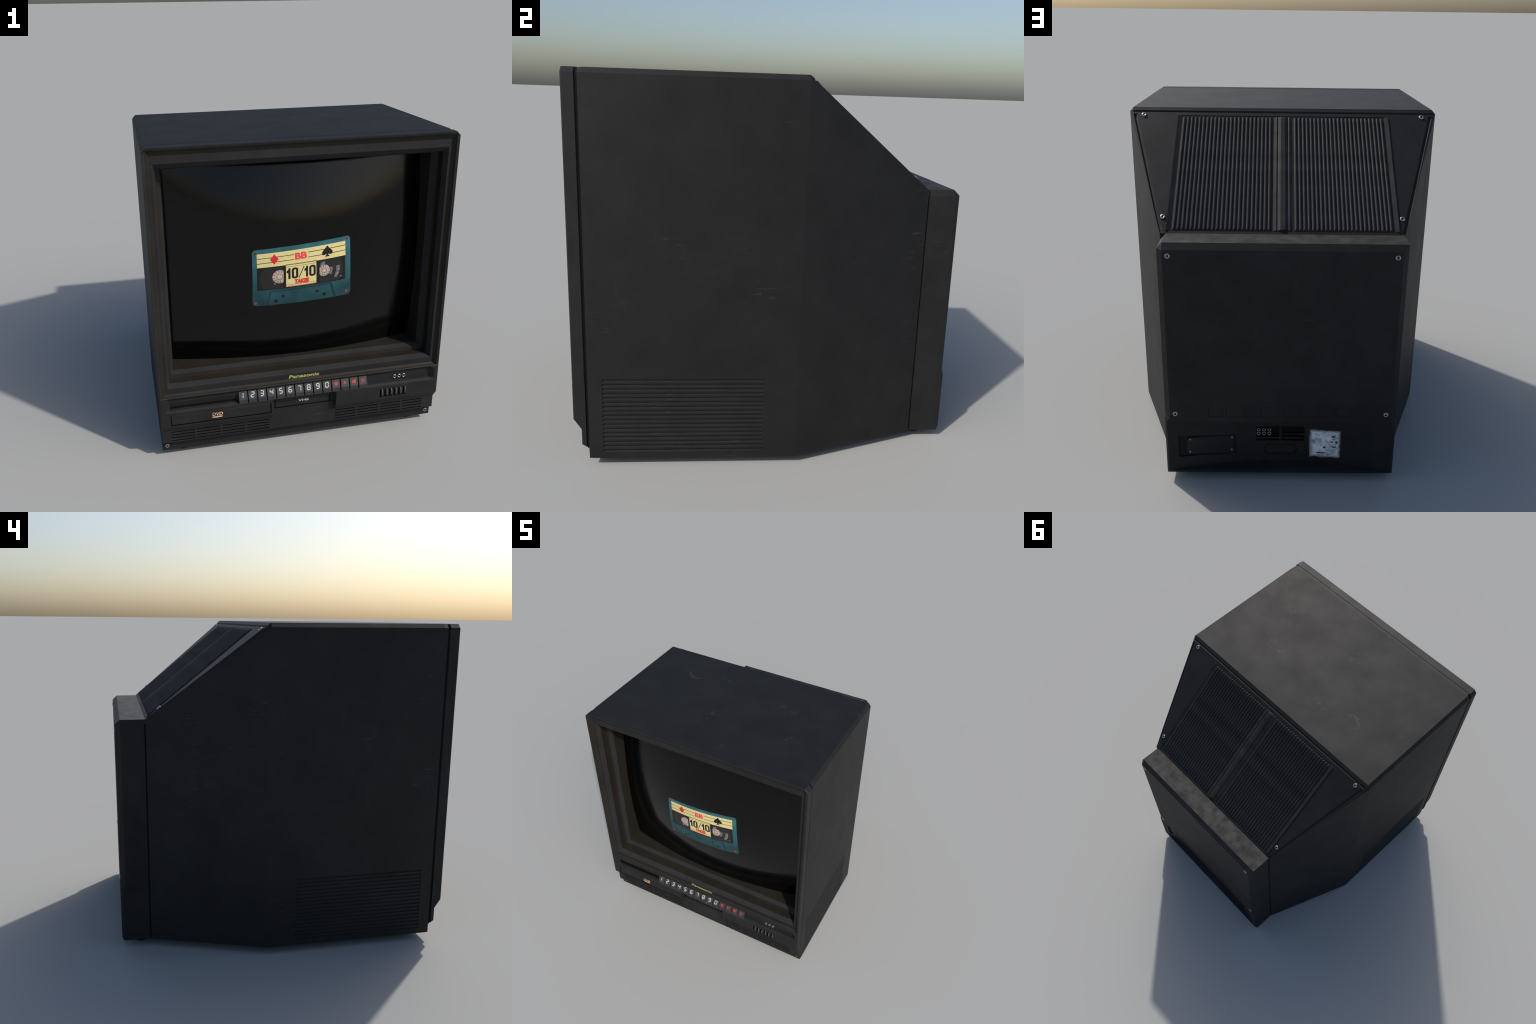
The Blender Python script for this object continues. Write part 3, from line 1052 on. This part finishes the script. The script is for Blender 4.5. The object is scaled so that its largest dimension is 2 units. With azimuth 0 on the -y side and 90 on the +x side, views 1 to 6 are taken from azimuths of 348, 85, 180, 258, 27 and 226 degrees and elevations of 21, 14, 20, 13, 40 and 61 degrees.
tape_part("cassette_picture", [rrect(0, 1, 0, 1, 0.055)], 0, M_TEAL)
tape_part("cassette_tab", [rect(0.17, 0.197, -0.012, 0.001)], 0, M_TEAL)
tape_part("cassette_label", [rect(0.045, 0.947, 0.692, 0.927)], 1, M_CREAM)
tape_part("cassette_window", [rect(0.0445, 0.942, 0.286, 0.690)], 1, M_WINDOW)
lw = 0.0045
tape_part("label_rule", [line(.046, .845, .411, .853, lw), line(.553, .857, .947, .860, lw), line(.046, .763, .411, .772, lw), line(.553, .776, .947, .778, lw)], 2, M_INK)
tape_part("label_rule_bottom", [rect(.33, .636, .695, .701)], 2, M_INK)
tape_part("diamond", [[(.2155, .727), (.258, .814), (.2155, .901), (.173, .816)]], 3, M_DIAM)
# spade: two lobes, a point and a foot
sp_o = []
for k in range(25):
    a = k / 24
    sp_o.append(a)
half = [(0.000, .912), (0.012, .886), (0.030, .855), (0.047, .828), (0.056, .803), (0.054, .778), (0.043, .762), (0.026, .762), (0.012, .776), (0.0075, .772), (0.012, .752), (0.026, .731)]
spade = [(0.7525 + s, t) for s, t in half[::-1]][::-1]
outline = [(0.7525 - s, t) for s, t in half] + [(0.7525 + s, t) for s, t in half[::-1][:-1]]
tape_part("spade", [outline], 3, M_INK)
def tape_text(name, body, s0, s1, t0, t1, level, mat, **kw):
    me = fit_text(body, s1 - s0, t1 - t0, 0.01, **kw)
    for v in me.vertices:
        v.co.x += (s0 + s1) / 2
        v.co.z += (t0 + t1) / 2
    return tape_part(name, None, level, mat, pre=me)
tape_text("label_initials", "BB", .421, .543, .762, .877, 3, M_PINK, offset=0.045)
tape_part("price_card", [rect(.328, .635, .309, .686)], 2, M_CREAM)
tape_part("card_rule", [rect(.328, .635, .656, .660), rect(.328, .635, .343, .347)], 3, M_TEALD)
tape_part("card_rule_red", [rect(.328, .635, .314, .321)], 3, M_DIAM)
# 10/10 with condensed upright digits
def one(s0, s1, t0, t1):
    w = (s1 - s0)
    return [(s0 + w * .42, t0), (s1, t0), (s1, t1), (s0 + w * .5, t1), (s0 + w * .42, t1 - .03), (s0, t1 - .045), (s0, t1 - .085), (s0 + w * .42, t1 - .075)]
def zero(s0, s1, t0, t1, wd=0.022):
    wt = wd * 1.45
    rr = 0.035
    A = rrect(s0, s1, t0, t1, rr)
    return [rect(s0, s0 + wd, t0 + .03, t1 - .03), rect(s1 - wd, s1, t0 + .03, t1 - .03),
            [(s0, t0 + .0301), (s0 + .008, t0 + .008), (s0 + .022, t0), (s1 - .022, t0), (s1 - .008, t0 + .008), (s1, t0 + .0301), (s1 - wd, t0 + .0301), (s1 - wd, t0 + wt), (s0 + wd, t0 + wt), (s0 + wd, t0 + .0301)],
            [(s0, t1 - .0301), (s0 + wd, t1 - .0301), (s0 + wd, t1 - wt), (s1 - wd, t1 - wt), (s1 - wd, t1 - .0301), (s1, t1 - .0301), (s1 - .008, t1 - .008), (s1 - .022, t1), (s0 + .022, t1), (s0 + .008, t1 - .008)]]
tape_part("score_digits", [one(.334, .372, .446, .632)] + zero(.385, .450, .446, .632) +
          [[(.452, .448), (.461, .448), (.515, .640), (.506, .640)]] +
          [one(.513, .549, .446, .632)] + zero(.561, .628, .446, .632), 3, M_INK)
tape_text("score_word", "TAKES", .413, .560, .349, .428, 3, M_DIAM, offset=0.075, shear=0.15)
# window details
tape_part("reel_shade", [clipped(disc(.255, .487, .30, 30, 110, 250), .062, .30, .30, .676) + [(.30, .30), (.30, .676)], clipped(disc(.73, .50, .30, 30, -70, 70), .67, .915, .30, .676) + [(.67, .676), (.67, .30)]], 2, M_WINDOW2)
tape_part("window_bar", [rect(.640, .664, .288, .688)], 3, M_INK)
def gear(s, t, r, cutl=None, cutr=None):
    return clipped(disc(s, t, r, 30), cutl if cutl is not None else -9, cutr if cutr is not None else 9)
tape_part("reel_hub", [gear(.265, .506, .116, None, .303), gear(.716, .504, .096, .668, None)], 3, M_HUB)
tk = []
for (cs, ct, R, cl, cr) in ((.265, .506, .116, -9, .300), (.716, .504, .096, .670, 9)):
    for k in range(12):
        a = math.radians(30 * k + 8)
        p = (cs + R * .62 / ASP * math.cos(a), ct + R * .62 * math.sin(a))
        q = (cs + R * .97 / ASP * math.cos(a), ct + R * .97 * math.sin(a))
        if cl < min(p[0], q[0]) and max(p[0], q[0]) < cr:
            tk.append(stroke(p, q, .0042))
    for k in range(20):
        a0, a1 = math.radians(18 * k), math.radians(18 * k + 18)
        p = (cs + R * .42 / ASP * math.cos(a0), ct + R * .42 * math.sin(a0))
        q = (cs + R * .42 / ASP * math.cos(a1), ct + R * .42 * math.sin(a1))
        if cl < min(p[0], q[0]) and max(p[0], q[0]) < cr:
            tk.append(stroke(p, q, .0038))
tape_part("hub_mark", tk, 4, M_HUBD)
tape_part("window_glare", [[(.676, .590), (.728, .590), (.724, .655), (.680, .640)],
                           [(.776, .545), (.806, .540), (.805, .485), (.790, .420), (.768, .425), (.780, .490)],
                           [(.842, .545), (.884, .550), (.880, .455), (.842, .455)], [(.838, .448), (.876, .440), (.852, .345), (.822, .365)]], 3, M_GLARE)
tape_part("window_glint", [[(.205, .398), (.222, .372), (.226, .382), (.212, .402)], [(.885, .345), (.905, .355), (.903, .362), (.885, .354)]], 3, M_HUB)
# lower flap outline and holes
tape_part("cassette_flap_line", [stroke((.1755, .250), (.790, .263), .0085), stroke((.178, .252), (.138, .002), .008), stroke((.787, .262), (.832, .010), .019)], 1, M_TEALD)
tape_part("cassette_hole", [disc(.298, .150, .024), disc(.228, .070, .030), disc(.646, .155, .024), disc(.720, .082, .030)], 2, M_INK)
tape_part("cassette_rivet", [disc(.029, .945, .018), disc(.965, .957, .018)], 2, M_DOT)
tape_part("cassette_rivet_bright", [disc(.029, .052, .018), disc(.956, .069, .018)], 2, M_DIAM)

bpy.context.view_layer.update()
